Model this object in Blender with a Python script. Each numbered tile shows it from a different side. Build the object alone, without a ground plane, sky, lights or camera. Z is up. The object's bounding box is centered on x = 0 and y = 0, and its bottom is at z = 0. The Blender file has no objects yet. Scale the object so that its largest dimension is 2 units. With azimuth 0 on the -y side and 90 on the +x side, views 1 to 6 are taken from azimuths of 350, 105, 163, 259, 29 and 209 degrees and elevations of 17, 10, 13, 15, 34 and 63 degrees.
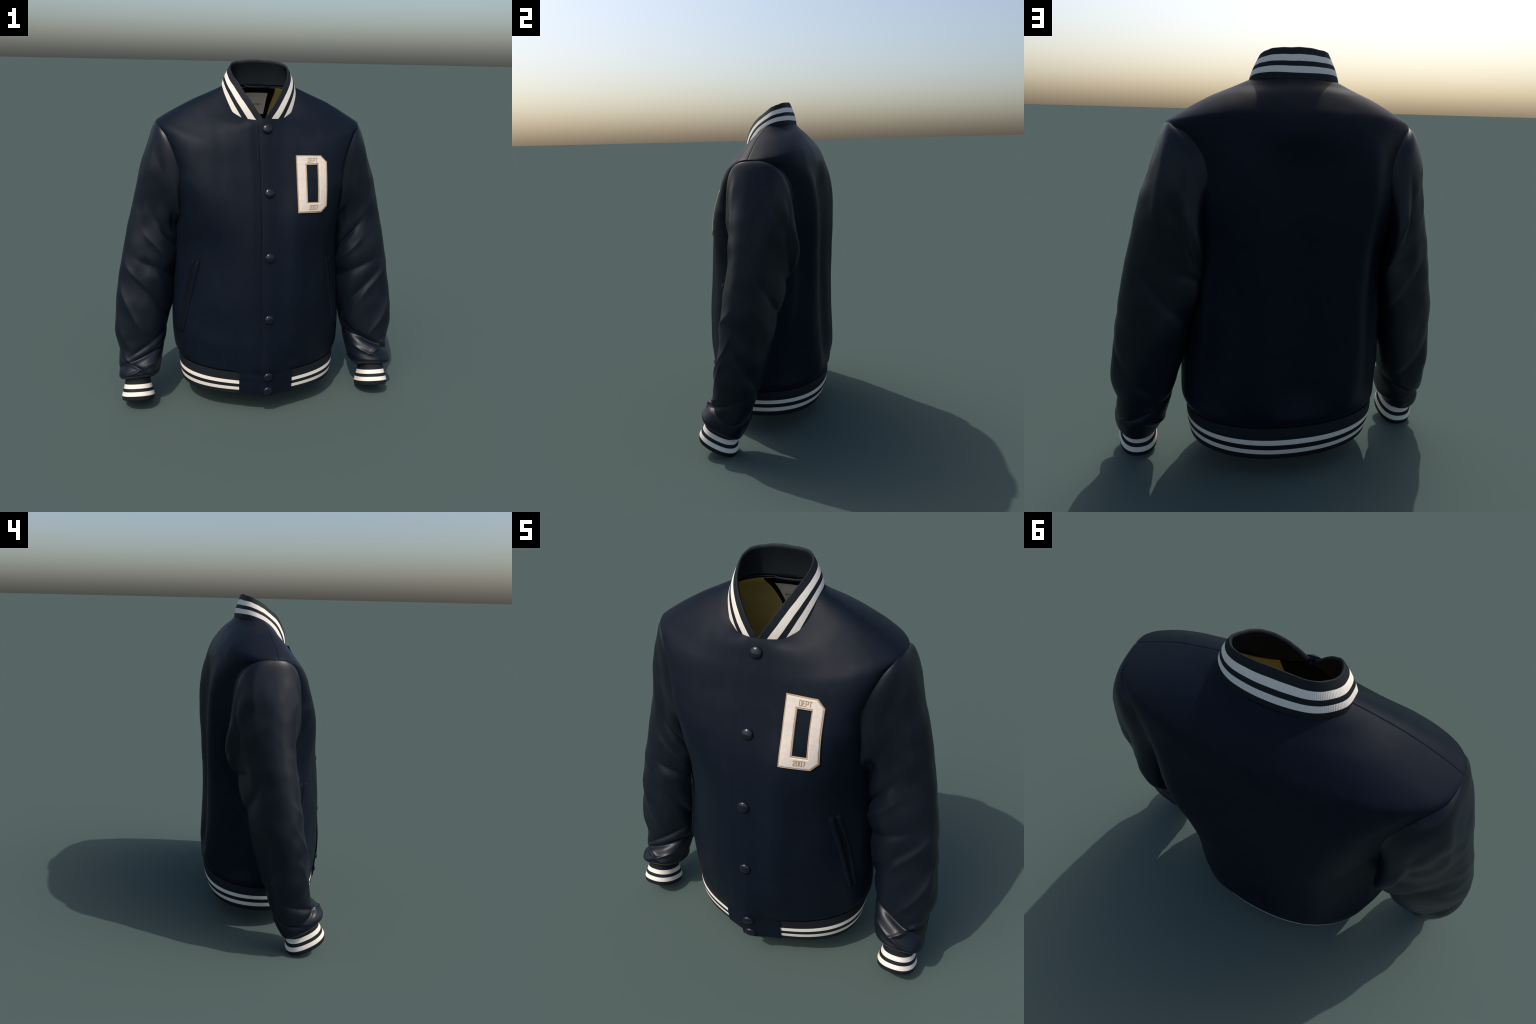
"""Varsity jacket: wool body, leather sleeves, striped rib collar / waistband / cuffs."""
import bpy, math
import numpy as np
from mathutils import Vector, noise
from mathutils.bvhtree import BVHTree

# ------------------------------------------------------------------ helpers
ROOT = bpy.data.objects.new("varsity_jacket", None)
bpy.context.scene.collection.objects.link(ROOT)
ROOT["label"] = "navy varsity jacket with cream striped ribbing and letter patch"
ROOT["category"] = "jacket"


def smooth(a, b, x):
    t = np.clip((np.asarray(x, float) - a) / (b - a), 0, 1)
    return t * t * (3 - 2 * t)


def table(rows):
    """Cubic (Catmull-Rom, slope limited) curve through the rows of a ring table."""
    R = np.array(rows, float)
    D = np.diff(R, axis=0)
    M = np.zeros_like(R)
    M[0], M[-1] = D[0], D[-1]
    a, b = D[:-1], D[1:]
    M[1:-1] = np.where(a * b > 0, np.sign(a) * np.minimum(np.abs(a + b) / 2, 3 * np.minimum(np.abs(a), np.abs(b))), 0)

    def f(t):
        t = np.clip(np.asarray(t, float), 0, len(R) - 1)
        i = np.minimum(t.astype(int), len(R) - 2)
        s = (t - i)[..., None]
        h00 = 2 * s**3 - 3 * s**2 + 1
        h10 = s**3 - 2 * s**2 + s
        h01 = -2 * s**3 + 3 * s**2
        h11 = s**3 - s**2
        return h00 * R[i] + h10 * M[i] + h01 * R[i + 1] + h11 * M[i + 1]
    return f


def spline(rows):
    """Plain Catmull-Rom through points (for space curves)."""
    R = np.array(rows, float)
    M = np.zeros_like(R)
    M[1:-1] = (R[2:] - R[:-2]) / 2
    M[0], M[-1] = R[1] - R[0], R[-1] - R[-2]

    def f(t):
        t = np.clip(np.asarray(t, float), 0, len(R) - 1)
        i = np.minimum(t.astype(int), len(R) - 2)
        s = (t - i)[..., None]
        return ((2 * s**3 - 3 * s**2 + 1) * R[i] + (s**3 - 2 * s**2 + s) * M[i]
                + (-2 * s**3 + 3 * s**2) * R[i + 1] + (s**3 - s**2) * M[i + 1])
    return f


def make_mesh(name, V, F, mat, parent=ROOT, sm=True, kind=None):
    me = bpy.data.meshes.new(name)
    me.from_pydata(np.asarray(V, float).tolist(), [], F)
    me.materials.append(mat)
    if sm:
        me.polygons.foreach_set("use_smooth", [True] * len(me.polygons))
    me.validate()
    me.update()
    ob = bpy.data.objects.new(name, me)
    bpy.context.scene.collection.objects.link(ob)
    ob.parent = parent
    if kind:
        ob["kind"] = kind
    return ob


def grid_faces(m, n, close_n=False, close_m=False, flip=False):
    i = np.arange(m if close_m else m - 1)[:, None]
    j = np.arange(n if close_n else n - 1)[None, :]
    a = i * n + j
    b = i * n + (j + 1) % n
    c = ((i + 1) % m) * n + (j + 1) % n
    d = ((i + 1) % m) * n + j
    q = np.stack([a, b, c, d] if not flip else [a, d, c, b], -1).reshape(-1, 4)
    return q.tolist()


def grid(name, P, mat, parent=ROOT, close_n=False, close_m=False, flip=False, sm=True):
    m, n = P.shape[:2]
    return make_mesh(name, P.reshape(-1, 3), grid_faces(m, n, close_n, close_m, flip), mat, parent, sm)


def grid_normals(P):
    du = np.gradient(P, axis=1)
    dv = np.gradient(P, axis=0)
    N = np.cross(du, dv)
    return N / np.maximum(np.linalg.norm(N, axis=-1, keepdims=True), 1e-9)


def fbm(P, scale, seed=0.0, octaves=3):
    flat = np.asarray(P, float).reshape(-1, 3)
    out = np.empty(len(flat))
    for i, p in enumerate(flat):
        out[i] = noise.fractal(Vector((p[0] * scale + seed, p[1] * scale - seed, p[2] * scale + 2 * seed)), 1.0, 2.0, octaves)
    return out.reshape(np.asarray(P).shape[:-1])


# ---------------------------------------------------------------- materials
def material(name, base, rough, var=0.15, nscale=40, bump=0.0, bscale=600, spec=0.5, coat=0.0, rvar=0.0,
             stretch=(1, 1, 1), sheen=0.0):
    m = bpy.data.materials.new(name)
    m.use_nodes = True
    nt = m.node_tree
    b = nt.nodes["Principled BSDF"]
    b.inputs["Roughness"].default_value = rough
    b.inputs["Specular IOR Level"].default_value = spec
    b.inputs["Coat Weight"].default_value = coat
    b.inputs["Sheen Weight"].default_value = sheen
    tc = nt.nodes.new("ShaderNodeTexCoord")
    mp = nt.nodes.new("ShaderNodeMapping")
    mp.inputs["Scale"].default_value = stretch
    nt.links.new(tc.outputs["Object"], mp.inputs["Vector"])
    nz = nt.nodes.new("ShaderNodeTexNoise")
    nz.inputs["Scale"].default_value = nscale
    nz.inputs["Detail"].default_value = 6
    nt.links.new(mp.outputs["Vector"], nz.inputs["Vector"])
    cr = nt.nodes.new("ShaderNodeValToRGB")
    lo = tuple(c * (1 - var) for c in base) + (1,)
    hi = tuple(min(1, c * (1 + var)) for c in base) + (1,)
    cr.color_ramp.elements[0].color, cr.color_ramp.elements[1].color = lo, hi
    cr.color_ramp.elements[0].position, cr.color_ramp.elements[1].position = 0.3, 0.7
    nt.links.new(nz.outputs["Fac"], cr.inputs["Fac"])
    nt.links.new(cr.outputs["Color"], b.inputs["Base Color"])
    if rvar:
        nr = nt.nodes.new("ShaderNodeTexNoise")
        nr.inputs["Scale"].default_value = 5
        nt.links.new(tc.outputs["Object"], nr.inputs["Vector"])
        mr = nt.nodes.new("ShaderNodeMapRange")
        mr.inputs["To Min"].default_value = rough - rvar
        mr.inputs["To Max"].default_value = rough + rvar
        nt.links.new(nr.outputs["Fac"], mr.inputs["Value"])
        nt.links.new(mr.outputs["Result"], b.inputs["Roughness"])
    if bump:
        nb = nt.nodes.new("ShaderNodeTexNoise")
        nb.inputs["Scale"].default_value = bscale
        nb.inputs["Detail"].default_value = 3
        nt.links.new(mp.outputs["Vector"], nb.inputs["Vector"])
        bp = nt.nodes.new("ShaderNodeBump")
        bp.inputs["Strength"].default_value = bump
        bp.inputs["Distance"].default_value = 0.002
        nt.links.new(nb.outputs["Fac"], bp.inputs["Height"])
        nt.links.new(bp.outputs["Normal"], b.inputs["Normal"])
    return m


WOOL = material("navy_wool", (0.0046, 0.0078, 0.0145), 0.48, 0.12, 25, 0.15, 500, rvar=0.05, spec=0.10)
LEATHER = material("navy_leather", (0.0040, 0.0066, 0.0125), 0.39, 0.12, 12, 0.06, 300, rvar=0.05, spec=0.3)
RIB = material("navy_rib_knit", (0.0085, 0.0115, 0.0150), 0.62, 0.15, 60, 0.2, 500, spec=0.22)
CREAM = material("cream_rib_knit", (0.80, 0.73, 0.64), 0.75, 0.05, 120, 0.2, 500)
PATCH = material("cream_felt", (0.62, 0.54, 0.47), 0.85, 0.07, 90, 0.4, 260)
TAN = material("tan_embroidery", (0.40, 0.295, 0.18), 0.8, 0.12, 200, 0.4, 400)
SNAP = material("navy_enamel_snap", (0.006, 0.008, 0.014), 0.2, 0.05, 20, spec=0.45)
LINING = material("olive_lining", (0.64, 0.53, 0.19), 0.5, 0.08, 8)  # base colour lightened to match the light seen inside the neck
FACING = material("black_facing", (0.003, 0.004, 0.006), 0.8, 0.1, 30, spec=0.1)
SATIN = material("label_satin", (0.90, 0.87, 0.80), 0.3, 0.04, 50)  # white raised, brightness of the lit label baked into its colour
INK = material("label_print", (0.03, 0.03, 0.035), 0.7, 0.05, 50)

# --------------------------------------------------- torso: stacked rings
# half width, side y, front y, back y, z at front / side / back, front and back squareness, z spread power
RINGS = [
    (0.466, 0.00, -0.322, 0.346, 0.142, 0.124, 0.104, 2.15, 2.25, 2),   # 0 hem edge
    (0.478, 0.00, -0.328, 0.370, 0.188, 0.186, 0.168, 2.15, 2.25, 2),   # 1
    (0.484, 0.01, -0.332, 0.380, 0.240, 0.245, 0.238, 2.1, 2.25, 2),   # 2
    (0.486, 0.01, -0.338, 0.380, 0.285, 0.290, 0.290, 2.0, 2.2, 2),   # 3 top of waistband
    (0.505, 0.01, -0.352, 0.398, 0.345, 0.345, 0.350, 1.85, 2.05, 2),   # 4 blouson roll
    (0.512, 0.01, -0.364, 0.400, 0.480, 0.480, 0.480, 1.8, 2.0, 2),   # 5
    (0.505, 0.02, -0.364, 0.394, 0.650, 0.650, 0.650, 1.86, 1.98, 2),   # 6
    (0.497, 0.03, -0.350, 0.390, 0.850, 0.850, 0.850, 1.88, 1.98, 2),   # 7
    (0.484, 0.04, -0.324, 0.394, 1.050, 1.050, 1.050, 2.25, 2.2, 2),   # 8
    (0.470, 0.04, -0.290, 0.404, 1.230, 1.230, 1.250, 3.5, 2.8, 2),   # 9
    (0.470, 0.05, -0.247, 0.396, 1.370, 1.390, 1.420, 4.6, 3.2, 2),   # 10
    (0.500, 0.05, -0.210, 0.377, 1.470, 1.500, 1.555, 4.3, 2.9, 2),   # 11
    (0.550, 0.05, -0.186, 0.349, 1.540, 1.600, 1.640, 3.2, 2.6, 2),   # 12
    (0.582, 0.045, -0.170, 0.321, 1.585, 1.656, 1.707, 2.4, 2.5, 2.2),  # 13 shoulder tip
    (0.540, 0.045, -0.158, 0.290, 1.620, 1.696, 1.755, 2.1, 2.6, 2.6),  # 14
    (0.395, 0.05, -0.147, 0.248, 1.655, 1.774, 1.808, 2.0, 2.5, 3.4),  # 15
    (0.275, 0.06, -0.138, 0.212, 1.678, 1.827, 1.842, 2.0, 2.2, 4.5),  # 16
    (0.208, 0.07, -0.131, 0.192, 1.692, 1.857, 1.864, 2.0, 2.2, 5.5),  # 17 neckline
]
ring = table(RINGS)
T_BAND, T_NECK = 2.75, len(RINGS) - 1
EDGE_X = -0.033


def torso(u, t):
    """Point of the torso surface. u: turn (0 front, .25 = +x side, .5 back), t: ring."""
    u, t = np.broadcast_arrays(np.asarray(u, float), np.asarray(t, float))
    r = ring(t)
    a, yc, yf, yb, zf, zs, zb, nf, nb, pz = np.moveaxis(r, -1, 0)
    th = 2 * np.pi * u
    c, d = np.sin(th), -np.cos(th)
    front = d < 0
    n = np.where(front, nf, nb)
    k = (np.abs(c)**n + np.abs(d)**n)**(-1 / n)
    x = a * c * k
    y = yc + np.where(front, yc - yf, yb - yc) * d * k
    g = np.abs(c * k)**pz
    g = np.where(front, g, np.abs(c * k)**2)
    z = np.where(front, zf, zb) * (1 - g) + zs * g
    # front closure stands out in a blunt ridge near the hem
    ridge = np.exp(-(np.abs(x) / 0.14)**1.3) * (1 - smooth(3.2, 6.0, t)) * front
    y = y - 0.038 * ridge
    # long vertical drapes beside the back and under the arms
    low = smooth(4, 6, t) * (1 - smooth(10.5, 12.5, t))
    uu = np.where(u % 1 > 0.5, 1 - u % 1, u % 1)
    drape = (0.010 * np.exp(-((uu - 0.405) / 0.016)**2) - 0.010 * np.exp(-((uu - 0.365) / 0.018)**2)
             + 0.008 * np.exp(-((uu - 0.33) / 0.014)**2) - 0.006 * np.exp(-((uu - 0.445) / 0.02)**2)) * low
    L = np.sqrt((x / np.maximum(a, .01))**2 + (y / 0.38)**2) + 1e-6
    x = x + drape * (x / a) / L
    y = y + drape * (y / 0.38) / L
    # hollow down the middle of the back, a little to one side
    hollow = smooth(3.6, 5.0, t) * (1 - smooth(10.2, 12.2, t)) * (~front)
    y = y - (0.050 + 0.012 * smooth(6, 9, t)) * np.exp(-(np.abs(x - 0.025) / (0.115 + 0.05 * smooth(7, 10, t)))**2.2) * hollow
    # slack cloth at the sides of the back and unequal fronts
    slack = smooth(3.4, 4.6, t) * (1 - smooth(7.5, 9.5, t))
    y = y + (0.018 * np.exp(-((x - 0.22) / 0.09)**2) + (0.055 * smooth(5, 7, t) - 0.028) * np.exp(-((x - 0.43) / 0.08)**2)
             + 0.026 * np.exp(-((x + 0.23) / 0.08)**2) - 0.045 * np.exp(-((x + 0.42) / 0.065)**2)) * slack * (~front)
    y = y + 0.030 * np.exp(-((np.abs(x) - 0.44) / 0.07)**2) * smooth(5, 6.5, t) * (1 - smooth(8.8, 10, t)) * front
    y = y + 0.014 * np.exp(-((x + 0.33) / 0.12)**2) * slack * smooth(4.6, 5.6, t) * front
    y = y - 0.016 * np.exp(-((x - 0.16) / 0.07)**2) * smooth(4, 5.5, t) * (1 - smooth(8.5, 10, t)) * front
    x = x + 0.008 * (1 - smooth(3.5, 6, t))
    return np.stack([x, y, z], -1)


def torso_grid(U, T, lift=0.0, ripple=True):
    P = torso(U, T)
    N = grid_normals(P)
    if np.sum(N * (P - np.array([0, 0.02, 1.0])) * np.array([1, 1, 0.2])) < 0:
        N = -N
    h = np.broadcast_to(lift, P.shape[:2]).copy()
    if ripple:
        h += 0.004 * fbm(P * np.array([1, 1, 0.5]), 4.0, 3.1) * smooth(2.8, 4.5, T) * (1 - smooth(14, 16.5, T))
    return P + N * h[..., None], N


def u_at_x(x, t):
    return np.arctan(x / ring(t)[..., 0]) / (2 * np.pi)


def edge_lift(P):
    """Overlapping front edge stands proud of the panel below it."""
    return 0.015 * (1 - smooth(EDGE_X, 0.12, P[..., 0])) * (P[..., 1] < 0)


def seam_drop(j):
    return -0.0018 * np.exp(-((1 - j) / 0.005)**2)


rows = np.concatenate([np.linspace(T_BAND, 4.5, 40), np.linspace(4.5, 12, 110)[1:], np.linspace(12, T_NECK, 90)[1:]])
jj = np.linspace(0, 1, 170)


def panel(name, u0, u1, lift_edge=False, drop_both=False):
    T = np.repeat(rows[:, None], len(jj), 1)
    a = u0(rows)[:, None] if callable(u0) else u0
    b = u1(rows)[:, None] if callable(u1) else u1
    U = a + (b - a) * jj[None, :]
    P0 = torso(U, T)
    lift = edge_lift(P0) if lift_edge else -0.005 * smooth(-0.09, EDGE_X, P0[..., 0]) * (P0[..., 1] < 0)
    J = jj[None, :]
    lift = lift + seam_drop(J)
    if drop_both:
        lift = lift + seam_drop(1 - J)
    # blouson: lower border rolls inwards over the waistband, except at the closure
    roll = (1 - smooth(T_BAND, 3.1, T)) * smooth(0.14, 0.20, np.abs(P0[..., 0]) + (P0[..., 1] > 0))
    P, N = torso_grid(U, T, lift - 0.012 * roll)
    # neckline: short turned-in lip
    lip = P[-1] - N[-1] * 0.010 + np.array([0, 0, -0.004])
    P = np.concatenate([P, lip[None]], 0)
    if lift_edge:  # folded closure edge
        e1 = P[:, 0] - np.concatenate([N, N[-1:]])[:, 0] * 0.018
        P = np.concatenate([e1[:, None], P], 1)
    return P


PL = panel("front_panel", lambda t: u_at_x(EDGE_X, t), 0.25, lift_edge=True)
PR = panel("front_panel", lambda t: u_at_x(0.03, t), -0.25)
PB = panel("back_panel", 0.25, 0.75, drop_both=True)
front_l = grid("front_panel", PL, WOOL, flip=False)
front_r = grid("front_panel", PR, WOOL, flip=True)
back = grid("back_panel", PB, WOOL)

# whole outer skin for ray casts
UU, TT = np.meshgrid(np.linspace(0, 1, 361), np.linspace(0, T_NECK, 300))
SK, _ = torso_grid(UU, TT, 0.0)
SK = SK + np.array([0, -1.0, 0]) * edge_lift(SK)[..., None] * (SK[..., 0:1] > EDGE_X)
SKIN = BVHTree.FromPolygons([tuple(p) for p in SK.reshape(-1, 3)], grid_faces(*SK.shape[:2]))


def front_point(x, z):
    hit = SKIN.ray_cast(Vector((x, -2, z)), Vector((0, 1, 0)))
    return hit[0], (hit[1] if hit[1].y < 0 else -hit[1])


# ----------------------------------------------------------------- hem tabs
def tab(x0, x1, lift_edge):
    ts = np.linspace(0.0, T_BAND + 0.12, 40)
    X = np.linspace(x0, x1, 50)
    T = np.repeat(ts[:, None], 50, 1)
    U = u_at_x(X[None, :], T)
    for _ in range(6):      # settle on straight vertical sides
        P = torso(U, T)
        U = U - (P[..., 0] - X[None, :]) * 0.28
    lift = (edge_lift(P) if lift_edge else 0) + 0.002 * (1 - smooth(2.3, 2.8, T)) - 0.0006
    P, N = torso_grid(U, T, lift)
    inn = P - N * 0.012
    ringp = np.concatenate([inn[:, :1], P, inn[:, -1:]], 1)
    bot = ringp[:1] - np.concatenate([N[:1, :1], N[:1], N[:1, -1:]], 1) * 0.012
    return np.concatenate([bot, ringp], 0)


grid("hem_tab", tab(EDGE_X, 0.163, True), WOOL)
grid("hem_tab", tab(-0.146, 0.03, False), WOOL)


# ------------------------------------------------------------------ ribbing
def outward(P, centre_line):
    """Surface normals of a tube, pointing away from its centre line (one point per row)."""
    N = grid_normals(P)
    o = P - centre_line
    sgn = np.sign(np.sum(N * o, -1, keepdims=True))
    return N * np.where(sgn == 0, 1, sgn)


def band(surf, cuts, thick):
    """Cut a rib tube into its stripes. surf(v) gives points (v 0 top, 1 bottom) and centre; the last piece turns up the inside."""
    bounds = [0.0] + list(cuts) + [1.0]
    objs = []
    for k in range(len(bounds) - 1):
        v = np.linspace(bounds[k], bounds[k + 1], 9)
        P, C = surf(v)
        if k == len(bounds) - 2:
            Q, CQ = surf(np.linspace(1, 0, 24))
            N = outward(P, C)
            edge = P[-1] - N[-1] * thick * 0.5 + (P[-1] - P[-2]) * 0.8
            P = np.concatenate([P, edge[None], Q - outward(Q, CQ) * thick], 0)
        objs.append((P, k))
    return objs


def rib_wave(n, count, amp):
    return amp * np.cos(2 * np.pi * count * np.arange(n) / n)


# waistband ------------------------------------------------------------------
uL = float(u_at_x(0.160, np.array(1.5)))
uR = float(u_at_x(-0.143, np.array(1.5)))


def solve_u(x, t):
    u = u_at_x(x, t)
    for _ in range(8):
        u = u - (torso(u, t)[..., 0] - x) * 0.28
    return u


NW = 1500


def waist_surf(v):
    t = (1 - v) * (T_BAND + 0.10)
    a, b = solve_u(0.159, t), 1 + solve_u(-0.142, t)
    U = a[:, None] + (b - a)[:, None] * np.linspace(0, 1, NW)[None, :]
    T = np.repeat(t[:, None], NW, 1)
    P = torso(U, T)
    N = grid_normals(P)
    if np.sum(N * P * np.array([1, 1, 0])) < 0:
        N = -N
    inset = -0.004 * np.ones(NW) + rib_wave(NW, 370, 0.0005)
    return P + N * inset[None, :, None], np.array([0, 0, 0.2])


WCUTS = (0.40, 0.54, 0.68, 0.83)


def add_band(name, surf, cuts, thick, closed, flip):
    main = None
    for P, k in band(surf, cuts, thick):
        stripe = k in (1, 3)
        if k == 0:
            main = grid(name, P, RIB, close_n=closed, flip=flip)
        elif stripe:
            grid("knit_stripe", P, CREAM, parent=main, close_n=closed, flip=flip)
        else:
            grid("knit_band", P, RIB, parent=main, close_n=closed, flip=flip)
    return main


add_band("waistband", waist_surf, WCUTS, 0.012, False, True)

# collar -----------------------------------------------------------------------
# upper edge and lower border from the front point round the +x side to the back centre
TOP_H = [(0.002, -0.130, 1.690), (0.067, -0.104, 1.781), (0.126, -0.050, 1.867), (0.160, 0.020, 1.922),
         (0.163, 0.088, 1.967), (0.116, 0.138, 1.989), (0.0, 0.150, 1.998)]
LOW_H = [(0.115, -0.065, 1.578), (0.166, -0.062, 1.670), (0.197, -0.028, 1.750), (0.212, 0.028, 1.815),
         (0.205, 0.110, 1.852), (0.130, 0.172, 1.862), (0.0, 0.190, 1.860)]


def loop_of(half):
    h = np.array(half)
    m = h[:-1][::-1] * np.array([-1, 1, 1])
    return spline(np.concatenate([h, m]))


top_f, low_f = loop_of(TOP_H), loop_of(LOW_H)
NC = 1000


def collar_surf(v):
    s = np.linspace(0, 12, NC)
    A, B = top_f(s), low_f(s)
    v = np.asarray(v)[:, None, None]
    P = A[None] * (1 - v) + B[None] * v
    C = np.array([0, 0.05, 1.9])
    out = P - C
    out[..., 2] = 0
    out /= np.linalg.norm(out, axis=-1, keepdims=True)
    bulge = 0.007 * np.sin(np.pi * np.clip(v, 0, 1)) + rib_wave(NC, 210, 0.0004)[None, :, None]
    wob = 0.0010 * np.sin(s * 5.3)[None, :, None] * (1 - v) + 0.0005 * np.sin(s * 11.7 + 1)[None, :, None] * (1 - v)
    P = P + out * bulge
    P[..., 2:] += wob
    return P


CCUTS = (0.205, 0.415, 0.575, 0.785)


def tuck(P, depth, below):
    """Below the neckline seam the rib lies flat under the body cloth."""
    P = P.copy()
    flat = P.reshape(-1, 3)
    r = ring(np.array(float(T_NECK)))
    un = np.arctan2(flat[:, 0] / r[0], -(flat[:, 1] - r[1]) / (r[1] - r[2])) / (2 * np.pi)
    zn = torso(un, np.full(len(un), float(T_NECK)))[:, 2]
    for i in np.nonzero(flat[:, 2] < zn - below)[0]:
        p = Vector(flat[i])
        loc, nor, _, _ = SKIN.find_nearest(p)
        if nor.dot(loc - Vector((0, 0.04, loc.z - 0.05))) < 0:
            nor = -nor
        if (p - loc).dot(nor) < -depth:
            flat[i] = loc - nor * depth
    return flat.reshape(P.shape)


def collar():
    main = None
    bounds = [0.0] + list(CCUTS) + [1.0]
    for k in range(5):
        v = np.linspace(bounds[k], bounds[k + 1], 9)
        P = tuck(collar_surf(v), 0.006, 0.014)
        if k == 0:   # rolled top and plain inside
            s = np.linspace(0, 12, NC)
            vi = np.linspace(1.0, 0.06, 26)
            Q = collar_surf(vi)
            C = np.array([0, 0.05, 1.9])
            inw = C - Q
            inw[..., 2] = 0
            inw /= np.linalg.norm(inw, axis=-1, keepdims=True)
            Q = tuck(Q + inw * 0.013, 0.012, -0.002)
            # at the front point the two layers close up
            tip = smooth(0.0, 0.8, np.minimum(s, 12 - s))[None, :, None]
            a0, a1 = Q[-1], P[0]
            up = np.array([0, 0, 1.0])
            roll = [a0 * (1 - w) + a1 * w + up * 0.006 * math.sin(math.pi * (0.15 + 0.7 * w)) for w in (0.2, 0.4, 0.6, 0.8)]
            P = np.concatenate([Q, np.array(roll), P], 0)
            main = grid("collar", P, RIB, flip=False)
        elif k in (1, 3):
            grid("knit_stripe", P, CREAM, parent=main)
        else:
            grid("knit_band", P, RIB, parent=main)


collar()

# ------------------------------------------------------------------- sleeves
# outer x,z / inner x,z / front y / back y / mid y / rise of the front edge
SLEEVE = [
    (0.540, 1.664, 0.380, 1.150, -0.110, 0.260, 0.05, 0.00),
    (0.592, 1.644, 0.415, 1.120, -0.112, 0.280, 0.05, 0.00),
    (0.630, 1.550, 0.438, 1.090, -0.108, 0.285, 0.06, 0.00),
    (0.664, 1.435, 0.444, 1.060, -0.090, 0.262, 0.07, 0.00),
    (0.696, 1.325, 0.440, 1.020, -0.078, 0.242, 0.07, 0.00),
    (0.729, 1.195, 0.438, 0.970, -0.074, 0.216, 0.06, 0.00),
    (0.760, 1.065, 0.446, 0.910, -0.082, 0.200, 0.05, 0.01),
    (0.790, 0.905, 0.464, 0.825, -0.100, 0.186, 0.03, 0.02),
    (0.812, 0.750, 0.484, 0.710, -0.112, 0.168, 0.01, 0.03),
    (0.830, 0.590, 0.506, 0.580, -0.122, 0.138, -0.01, 0.03),
    (0.844, 0.450, 0.540, 0.455, -0.134, 0.110, -0.03, 0.03),
    (0.832, 0.335, 0.568, 0.340, -0.148, 0.082, -0.05, 0.035),
    (0.836, 0.245, 0.584, 0.255, -0.188, 0.054, -0.07, 0.04),
    (0.838, 0.190, 0.604, 0.200, -0.222, 0.030, -0.09, 0.05),
    (0.812, 0.158, 0.638, 0.168, -0.200, 0.004, -0.10, 0.055),
    (0.786, 0.175, 0.662, 0.175, -0.190, -0.020, -0.10, 0.055),
]
sleeve_t = table(SLEEVE)

# folds: (ring, turn, length along the ring axis, half width in rings, slant, depth); turn 0 outer, .25 front, .5 inner, .75 back
FOLDS = [
    (5.7, 0.38, 0.15, 0.30, 2.4, -0.022), (6.4, 0.33, 0.11, 0.24, 2.2, 0.010),
    (7.6, 0.38, 0.17, 0.36, 1.0, -0.022), (8.0, 0.22, 0.12, 0.24, 3.0, 0.010),
    (9.1, 0.35, 0.16, 0.32, 2.8, -0.020), (9.4, 0.16, 0.11, 0.30, 5.0, 0.011),
    (10.5, 0.34, 0.15, 0.26, -2.2, -0.014),
    (11.45, 0.24, 0.22, 0.22, -1.4, -0.024), (11.85, 0.20, 0.09, 0.20, 3.0, 0.014), (12.3, 0.27, 0.10, 0.18, -2.6, 0.010),
    (7.0, 0.70, 0.14, 0.45, -2.5, -0.018), (9.6, 0.80, 0.18, 0.4, -3.0, -0.012),
    (11.5, 0.76, 0.2, 0.24, 1.8, -0.016), (12.2, 0.66, 0.14, 0.3, -1.5, 0.010),
    (5.0, 0.60, 0.12, 0.6, 2.0, -0.018),
    (11.2, 0.02, 0.14, 0.30, 2.0, -0.012),
]
# lengthwise folds: (turn at start, turn at end, first ring, last ring, half width in turns, depth)
LONG_FOLDS = [
    (0.10, 0.16, 1.2, 5.6, 0.035, 0.010), (0.19, 0.25, 1.2, 5.2, 0.045, -0.011), (0.33, 0.36, 1.2, 5.0, 0.035, -0.012),
    (0.90, 0.84, 1.0, 4.6, 0.030, 0.009), (0.80, 0.66, 1.2, 5.2, 0.035, -0.014), (0.72, 0.60, 1.8, 5.4, 0.030, 0.010),
    (0.06, 0.18, 8.8, 11.2, 0.025, 0.008),
]


def fold_height(R, W, seed):
    rng = np.random.RandomState(seed)
    h = np.zeros(R.shape)
    for r0, w0, ln, hw, sl, dep in FOLDS:
        r0 = r0 + rng.uniform(-0.25, 0.25)
        w0 = w0 + rng.uniform(-0.03, 0.03)
        dw = (W - w0 + 0.5) % 1 - 0.5
        q = (R - r0 - sl * dw * 2.2) / hw
        h += dep * 1.25 * np.exp(-1.5 * np.sqrt(q * q + 0.06)) * np.exp(-(dw / ln)**4)
    for wa, wb, ra, rb, hw, dep in LONG_FOLDS:
        k = np.clip((R - ra) / (rb - ra), 0, 1)
        w0 = wa + (wb - wa) * k + rng.uniform(-0.015, 0.015)
        dw = (W - w0 + 0.5) % 1 - 0.5
        q = dw / hw
        h += dep * 1.2 * np.exp(-1.4 * np.sqrt(q * q + 0.08)) * smooth(0, 0.2, (R - ra) / (rb - ra)) * smooth(0, 0.25, (rb - R) / (rb - ra))
    return h


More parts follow.
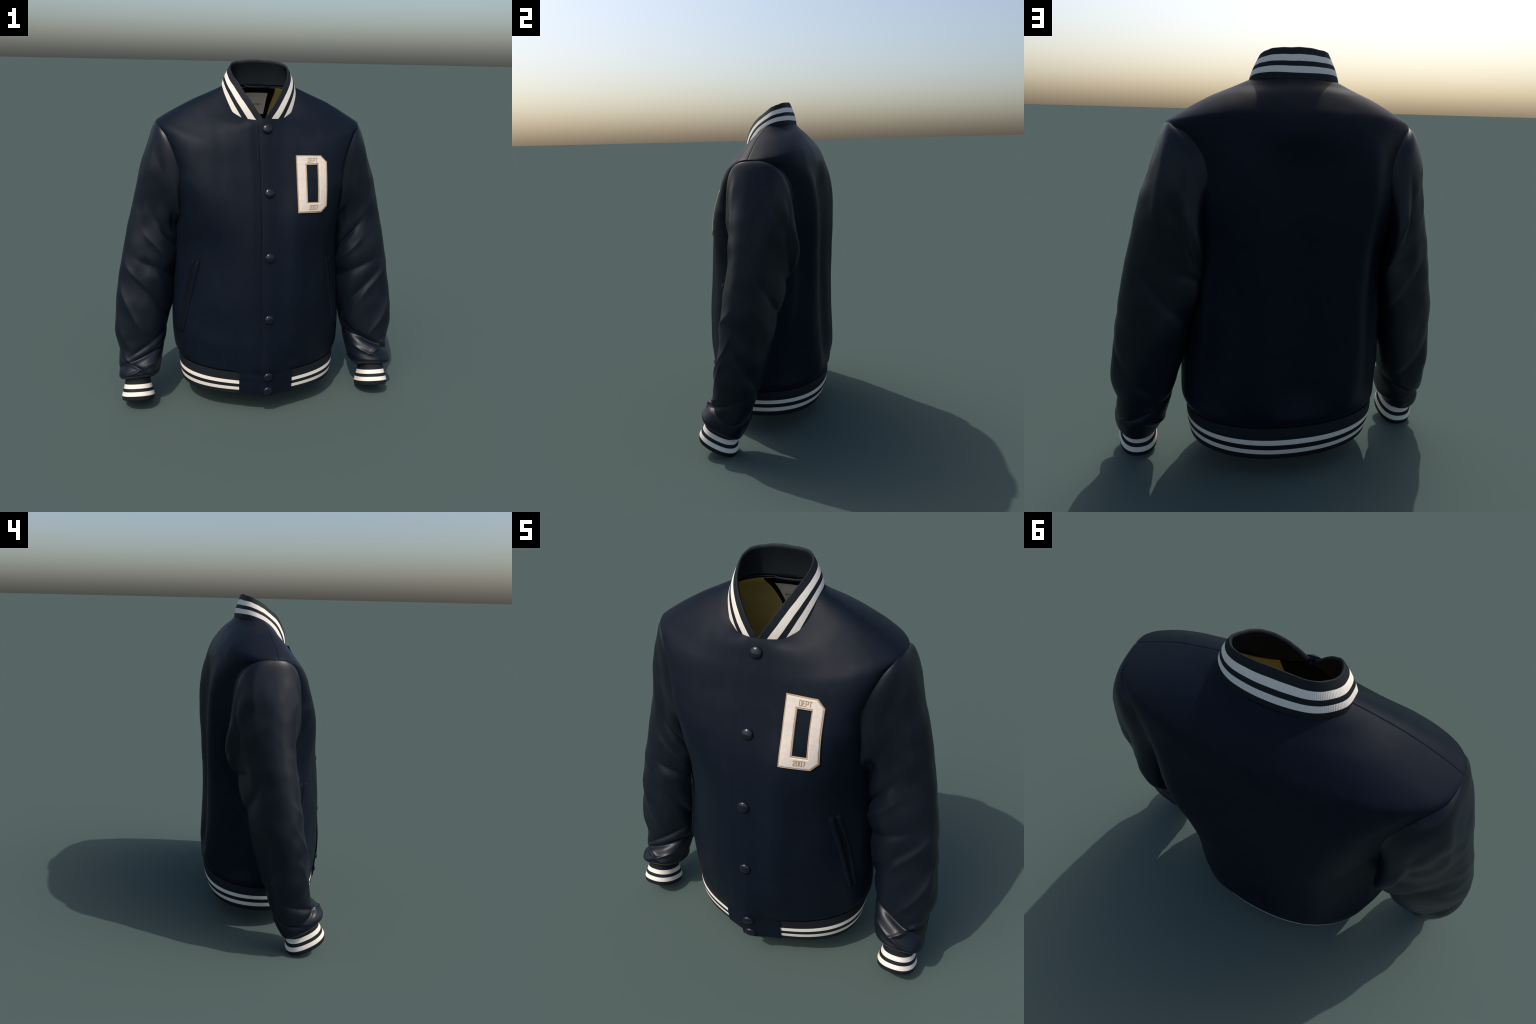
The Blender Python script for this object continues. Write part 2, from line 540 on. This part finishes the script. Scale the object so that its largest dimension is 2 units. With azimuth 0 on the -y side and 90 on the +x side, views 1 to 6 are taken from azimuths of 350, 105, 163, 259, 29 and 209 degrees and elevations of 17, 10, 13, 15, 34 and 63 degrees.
def sleeve(side, seed):
    nr, nw = 300, 200
    R = np.repeat(np.linspace(0, len(SLEEVE) - 1, nr)[:, None], nw, 1)
    W = np.repeat((np.arange(nw) / nw)[None, :], nr, 0)
    s = sleeve_t(R)
    ox, oz, ix, iz, yf, yb, ym, rise = np.moveaxis(s, -1, 0)
    cx, cz = (ox + ix) / 2, (oz + iz) / 2
    ux, uz = (ox - ix) / 2, (oz - iz) / 2
    c, d = np.cos(2 * np.pi * W), np.sin(2 * np.pi * W)
    # section: square towards the back of the armpit, pinched at its front, round outside
    mid = smooth(1.5, 3.5, R) * (1 - smooth(8.5, 11, R))
    n = 2.3 + 0.6 * (1 - smooth(2, 5, R)) * (1 - mid)
    n = n + mid * np.where(c < 0, np.where(d < 0, 2.2 * (1 - smooth(5.5, 8, R)), -0.4), 0.0)
    k = (np.abs(c)**n + np.abs(d)**n)**(-1 / n)
    c, d = c * k, d * k
    x = cx + ux * c
    z = cz + uz * c + rise * d
    yc = (yf + yb) / 2
    egg = 1 - 0.24 * c * smooth(0.5, 2, R) * (1 - smooth(7, 12, R))
    y = yc + np.where(d > 0, yc - yf, yb - yc) * -d * egg
    y = y - np.where(c > 0, 0.020, 0.026) * c * smooth(1, 3, R) * (1 - smooth(9, 12, R))
    x = x + np.clip(c, 0, 1) * (0.012 * smooth(2, 4, R) if side > 0 else 0.008 * smooth(6, 8, R)) * (1 - smooth(9.5, 11.5, R))
    P = np.stack([x, y, z], -1)
    N = grid_normals(np.concatenate([P[:, -1:], P, P[:, :1]], 1))[:, 1:-1]
    if np.sum(N * (P - np.stack([cx, yc, cz], -1))) < 0:
        N = -N
    fade = smooth(0.6, 2.2, R) * (1 - smooth(13.2, 14, R))
    h = fold_height(R, W, seed) * fade
    h += 0.007 * fbm(P * np.array([1, 1, 0.8]), 7.0, 1.7 * seed, 2) * fade
    P = P + N * h[..., None]
    # armhole seam: the sleeve leaves the body skin along a loop round the shoulder tip and the armpit
    Wr = 2 * np.pi * W[0]
    su = 0.25 - np.where(np.sin(Wr) > 0, 0.092, 0.100) * np.sin(Wr)
    st = 10.85 + 2.5 * np.cos(Wr)
    S0 = torso(su, st)
    join = np.clip(R / 2.6, 0, 1)
    join = (1 - (1 - join)**1.7)[..., None]
    P = S0[None] * (1 - join) + P * join
    # never dive deeper than the cloth thickness below the body skin
    flat = P.reshape(-1, 3)
    for i in np.nonzero((R.ravel() < 7))[0]:
        loc, nor, _, dist = SKIN.find_nearest(Vector(flat[i]))
        if nor.dot(loc - Vector((0, 0.04, min(loc.z, 1.5)))) < 0:
            nor = -nor
        if (Vector(flat[i]) - loc).dot(nor) < -0.005:
            flat[i] = loc - nor * 0.005
    P = flat.reshape(P.shape)
    P[..., 0] *= side
    return grid("sleeve", P, LEATHER, close_n=True, flip=side < 0)


sleeve(1, 4)
sleeve(-1, 9)

# --------------------------------------------------------------------- cuffs
NK = 440


def cuff(side):
    def surf(v):
        v = np.asarray(v)
        w = np.arange(NK) / NK * 2 * np.pi
        cx = 0.726 + 0 * v
        cy = -0.104 - 0.030 * v
        cz = 0.182 - 0.136 * v
        rx = np.interp(v, [0, 0.3, 0.8, 1], [0.072, 0.077, 0.096, 0.094])
        ry = np.interp(v, [0, 0.3, 0.8, 1], [0.092, 0.098, 0.121, 0.118])
        ct, st = math.cos(0.40), math.sin(0.40)
        c, d = np.cos(w)[None], np.sin(w)[None]
        n = 2.3
        k = (np.abs(c)**n + np.abs(d)**n)**(-1 / n) + rib_wave(NK, 110, 0.004)[None]
        x = cx[:, None] + rx[:, None] * c * k
        y = cy[:, None] - ry[:, None] * d * k * ct
        z = cz[:, None] + ry[:, None] * d * k * st
        return np.stack([x * side, y, z], -1), np.stack([cx * side, cy, cz], -1)[:, None, :]
    return surf


for sd in (1, -1):
    add_band("cuff", cuff(sd), (0.32, 0.50, 0.64, 0.82), 0.010, True, sd < 0)


# ----------------------------------------------------------- snaps, patch etc
def snap(x, z, r=0.0265):
    loc, nor = front_point(x, z)
    prof = [(1.0, -0.3), (1.04, 0.10), (1.0, 0.26), (0.86, 0.40), (0.6, 0.52), (0.3, 0.58), (0.0, 0.60)]
    q = nor.to_track_quat('Z', 'Y')
    V, F, n = [], [], 40
    for rr, hh in prof[:-1]:
        for i in range(n):
            a = 2 * math.pi * i / n
            V.append(loc + q @ Vector((rr * r * math.cos(a), rr * r * math.sin(a), hh * r)))
    F = grid_faces(len(prof) - 1, n, True)
    V.append(loc + q @ Vector((0, 0, prof[-1][1] * r)))
    b = (len(prof) - 2) * n
    F += [[b + i, b + (i + 1) % n, len(V) - 1] for i in range(n)]
    return make_mesh("snap_button", V, F, SNAP)


for x, z in [(0.013, 1.645), (0.013, 1.316), (0.010, 0.972), (0.010, 0.620), (0.010, 0.272), (0.012, 0.178)]:
    snap(x, z)


def offset_poly(pts, d):
    """Move every side of a clockwise outline inwards by d."""
    p = np.array(pts, float)
    n = len(p)
    out = []
    for i in range(n):
        a, b, c = p[i - 1], p[i], p[(i + 1) % n]
        e1, e2 = (b - a) / np.linalg.norm(b - a), (c - b) / np.linalg.norm(c - b)
        n1, n2 = np.array([e1[1], -e1[0]]), np.array([e2[1], -e2[0]])
        m = n1 + n2
        out.append(b + m * d / (m @ n1) if abs(m @ n1) > 1e-6 else b + n1 * d)
    return np.array(out)


D_OUT = [(0.168, 1.507), (0.308, 1.505), (0.342, 1.471), (0.339, 1.236), (0.304, 1.203), (0.169, 1.208)]
D_IN = [(0.226, 1.455), (0.288, 1.456), (0.287, 1.261), (0.226, 1.262)]


def letter_patch():
    def dup(h):
        return np.array([h[0], h[1], h[1], h[2], h[2], h[3]])

    def sample(c):
        c = np.array(c)
        out = []
        for i in range(6):
            m = (60, 14, 90, 14, 60, 90)[i]
            w = np.linspace(0, 1, m, endpoint=False)[:, None]
            out.append(c[i] * (1 - w) + c[(i + 1) % 6] * w)
        return np.concatenate(out)

    bw = 0.0050
    hole_out = dup(offset_poly(D_IN, -bw))
    keys = [sample(D_OUT), sample(offset_poly(D_OUT, bw)), sample(hole_out), sample(dup(D_IN))]

    def lay(c2, h):
        P = []
        for x, z in c2:
            loc, nor = front_point(float(x), float(z))
            P.append(loc + nor * h)
        return np.array(P)

    def strip(a, b, hs, ws):
        return np.array([lay(a * (1 - w) + b * w, h) for h, w in zip(hs, ws)])
    o, oi, ho, hi = keys
    rim = strip(o, oi, (-0.002, 0.005, 0.007, 0.006), (0, 0, 0.3, 1))
    main = grid("letter_patch", strip(oi, ho, [0.004, 0.0075] + [0.0090] * 12 + [0.0075, 0.004],
                                     [0, 0.02] + list(np.linspace(0.08, 0.92, 12)) + [0.98, 1]), PATCH, close_n=True)
    grid("embroidered_border", rim, TAN, parent=main, close_n=True)
    grid("embroidered_border", strip(ho, hi, (0.006, 0.007, 0.005, -0.002), (0, 0.7, 1, 1)), TAN, parent=main, close_n=True)
    # block lettering from straight strokes on a 2 x 4 cell
    G = {"D": [[(0, 0), (0, 4), (1.5, 4), (2, 3.4), (2, .6), (1.5, 0), (0, 0)]],
         "E": [[(2, 4), (0, 4), (0, 0), (2, 0)], [(0, 2), (1.6, 2)]],
         "P": [[(0, 0), (0, 4), (1.6, 4), (2, 3.5), (2, 2.4), (1.6, 1.8), (0, 1.8)]],
         "T": [[(0, 4), (2, 4)], [(1, 4), (1, 0)]],
         "2": [[(0, 3.2), (.4, 4), (1.6, 4), (2, 3.5), (2, 2.6), (0, .9), (0, 0), (2, 0)]],
         "0": [[(0.4, 0), (0, .5), (0, 3.5), (.4, 4), (1.6, 4), (2, 3.5), (2, .5), (1.6, 0), (.4, 0)]],
         "7": [[(0, 4), (2, 4), (2, 3.2), (.9, 0)]]}

    def word(txt, cx, cz, width, height):
        cell = width / (len(txt) + 0.50 * (len(txt) - 1))
        for k, ch in enumerate(txt):
            x0 = cx - width / 2 + k * cell * 1.50
            V, F = [], []
            for line in G[ch]:
                q = [np.array([x0 + p[0] / 2 * cell, cz - height / 2 + p[1] / 4 * height]) for p in line]
                for a, b in zip(q[:-1], q[1:]):
                    e = (b - a) / np.linalg.norm(b - a)
                    nn = np.array([-e[1], e[0]]) * 0.0015
                    a2, b2 = a - e * 0.0014, b + e * 0.0014
                    base = len(V)
                    for h in (0.008, 0.0108 + 0.0001 * len(F) / 5):
                        for c in (a2 - nn, b2 - nn, b2 + nn, a2 + nn):
                            loc, nor = front_point(float(c[0]), float(c[1]))
                            V.append(loc + nor * h)
                    F += [[base + i for i in f] for f in ((4, 5, 6, 7), (0, 1, 5, 4), (1, 2, 6, 5), (2, 3, 7, 6), (3, 0, 4, 7))]
            make_mesh("embroidered_letter", V, F, TAN, parent=main, sm=False)
    word("DEPT", 0.259, 1.481, 0.053, 0.021)
    word("2007", 0.257, 1.236, 0.048, 0.021)


letter_patch()


# ------------------------------------------------------------------- pockets
def nearest_uv(p):
    d = np.sum((SK - np.array(p))**2, -1)
    i = np.unravel_index(np.argmin(d), d.shape)
    return UU[i], TT[i]


def pocket(side):
    (u0, t0), (u1, t1) = nearest_uv((0.405, -0.200, 0.915)), nearest_uv((0.470, -0.122, 0.475))
    n = 60
    w = np.linspace(0, 1, n)

    def strip(a, b, hs):
        """welt between widths a(w), b(w) (metres towards the side seam) with a rounded section"""
        rowsP = []
        for k, h in hs:
            off = a + (b - a) * k
            u = u0 + (u1 - u0) * w + off / 2.35
            t = t0 + (t1 - t0) * w
            P = torso(u, t)
            Pu = torso(u + 1e-3, t) - torso(u - 1e-3, t)
            Pt = torso(u, t + 1e-2) - torso(u, t - 1e-2)
            N = np.cross(Pu, Pt)
            N /= np.linalg.norm(N, axis=-1, keepdims=True)
            N *= np.sign(np.sum(N * P * np.array([1, 1, 0]), -1, keepdims=True))
            rowsP.append(P + N * np.asarray(h)[..., None] * (np.ones(n)[:, None]))
        P = np.array(rowsP)
        P[..., 0] *= side
        return P
    end = np.minimum(smooth(0, 0.03, w), smooth(0, 0.03, 1 - w))
    sec = lambda top: [(0, -0.004 * np.ones(n)), (0.06, top * end * 0.7), (0.25, top * end), (0.75, top * end), (0.94, top * end * 0.7), (1, -0.004 * np.ones(n))]
    lens = np.sin(np.pi * np.clip(w, 0, 1))**0.8
    front = grid("pocket_welt", strip(-0.026 * np.ones(n), -0.004 * np.ones(n), sec(0.0065)), WOOL, flip=side > 0)
    grid("pocket_welt", strip(0.002 + 0.015 * lens, 0.027 - 0.004 * w, sec(0.0060)), WOOL, flip=side > 0)
    grid("pocket_slit", strip(-0.004 * np.ones(n), 0.004 + 0.015 * lens, [(0, 0.0012 * np.ones(n)), (0.5, 0.0012 * np.ones(n)), (1, 0.0012 * np.ones(n))]), FACING, flip=side > 0)


pocket(1)
pocket(-1)

# -------------------------------------------------------------------- inside
tl = np.linspace(0.3, T_NECK, 150)
UL, TL = np.meshgrid(np.linspace(0, 1, 240, endpoint=False), tl)
LP = torso(UL, TL)
LN = grid_normals(np.concatenate([LP[:, -1:], LP, LP[:, :1]], 1))[:, 1:-1]
if np.sum(LN * LP * np.array([1, 1, 0])) < 0:
    LN = -LN
LIN = LP - LN * 0.020
LIN[..., :2] *= (1 - 0.06 * smooth(0.30, 0.42, np.abs(LIN[..., 0])) * (1 - smooth(8.5, 10, TL)))[..., None]   # hangs a little free of the body cloth
lining = grid("lining", LIN, LINING, close_n=True)


def inner_patch(name, ulo, uhi, tlo, thi, depth, mat, n=40, m=50):
    T = np.linspace(tlo, thi, m)[:, None] + 0 * np.zeros(n)[None]
    a = ulo(T[:, 0]) if callable(ulo) else ulo * np.ones(m)
    b = uhi(T[:, 0]) if callable(uhi) else uhi * np.ones(m)
    U = a[:, None] + (b - a)[:, None] * np.linspace(0, 1, n)[None]
    P = torso(U, T)
    N = grid_normals(P)
    if np.sum(N * P * np.array([1, 1, 0])) < 0:
        N = -N
    return grid(name, P - N * depth, mat, parent=lining)


def back_u(x):
    return lambda t: 0.5 - np.arctan(x(t) / ring(t)[..., 0]) / (2 * np.pi)


fw = lambda t: np.interp(t, [10, 12.5, 14, 17], [0.085, 0.095, 0.105, 0.140])
inner_patch("back_facing", back_u(fw), back_u(lambda t: -fw(t)), 11.5, 17, 0.0235, FACING)
inner_patch("front_facing", lambda t: u_at_x(0.0, t), lambda t: u_at_x(np.interp(t, [3, 12, 17], [0.13, 0.13, 0.12]), t), 1, 17, 0.0235, FACING)
inner_patch("front_facing", lambda t: u_at_x(np.interp(t, [3, 12, 17], [-0.13, -0.13, -0.12]), t), lambda t: u_at_x(0.0, t), 1, 17, 0.0235, FACING)
lab = lambda t: np.interp(t, [12.8, 15.9], [0.072, 0.081])
label = inner_patch("label", back_u(lab), back_u(lambda t: -lab(t)), 12.9, 15.85, 0.028, SATIN)


def label_print():
    """small printed line of capitals, read only as a row of strokes"""
    rng = np.random.RandomState(3)
    V, F = [], []
    for i in range(9):
        x0 = 0.048 - i * 0.012
        for dx, wd, t0, t1 in ((0, 0.0016, 14.10, 14.28), (0.003, 0.005, 14.24 if rng.rand() > .5 else 14.10, 14.28 if rng.rand() > .5 else 14.14),
                               (0.006, 0.0016, 14.10, 14.28)):
            b = len(V)
            for (xx, tt) in ((x0 - dx, t0), (x0 - dx - wd, t0), (x0 - dx - wd, max(t1, t0 + .03)), (x0 - dx, max(t1, t0 + .03))):
                t = np.array(tt)
                u = 0.5 - np.arctan(xx / ring(t)[0]) / (2 * np.pi)
                p = torso(u, t)
                n1 = np.cross(torso(u + .001, t) - p, torso(u, t + .01) - p)
                n1 /= np.linalg.norm(n1)
                if n1[1] < 0:
                    n1 = -n1
                V.append(p - n1 * 0.0292)
            F.append([b, b + 1, b + 2, b + 3])
    make_mesh("label_print", V, F, INK, parent=label, sm=False, kind="stuff")


label_print()


def hanger_loop():
    path = spline([(-0.064, 0.182, 1.872), (-0.062, 0.168, 1.855), (-0.04, 0.162, 1.850), (0.01, 0.160, 1.849),
                   (0.06, 0.162, 1.850), (0.080, 0.168, 1.855), (0.082, 0.182, 1.872)])(np.linspace(0, 6, 60))
    sec = [(-0.006, -0.0015), (-0.006, 0.0015), (0.006, 0.0015), (0.006, -0.0015)]
    P = np.array([[p + np.array([0, b, a]) for a, b in sec] for p in path])
    grid("hanger_loop", P, WOOL, close_n=True)


hanger_loop()

# closing: cloth shades smoothly but keeps hard folds
for ob in bpy.data.objects:
    if ob.type == 'MESH' and ob.name.split('.')[0] in ("front_panel", "hem_tab", "letter_patch", "embroidered_border"):
        ob.data.set_sharp_from_angle(angle=math.radians(50))
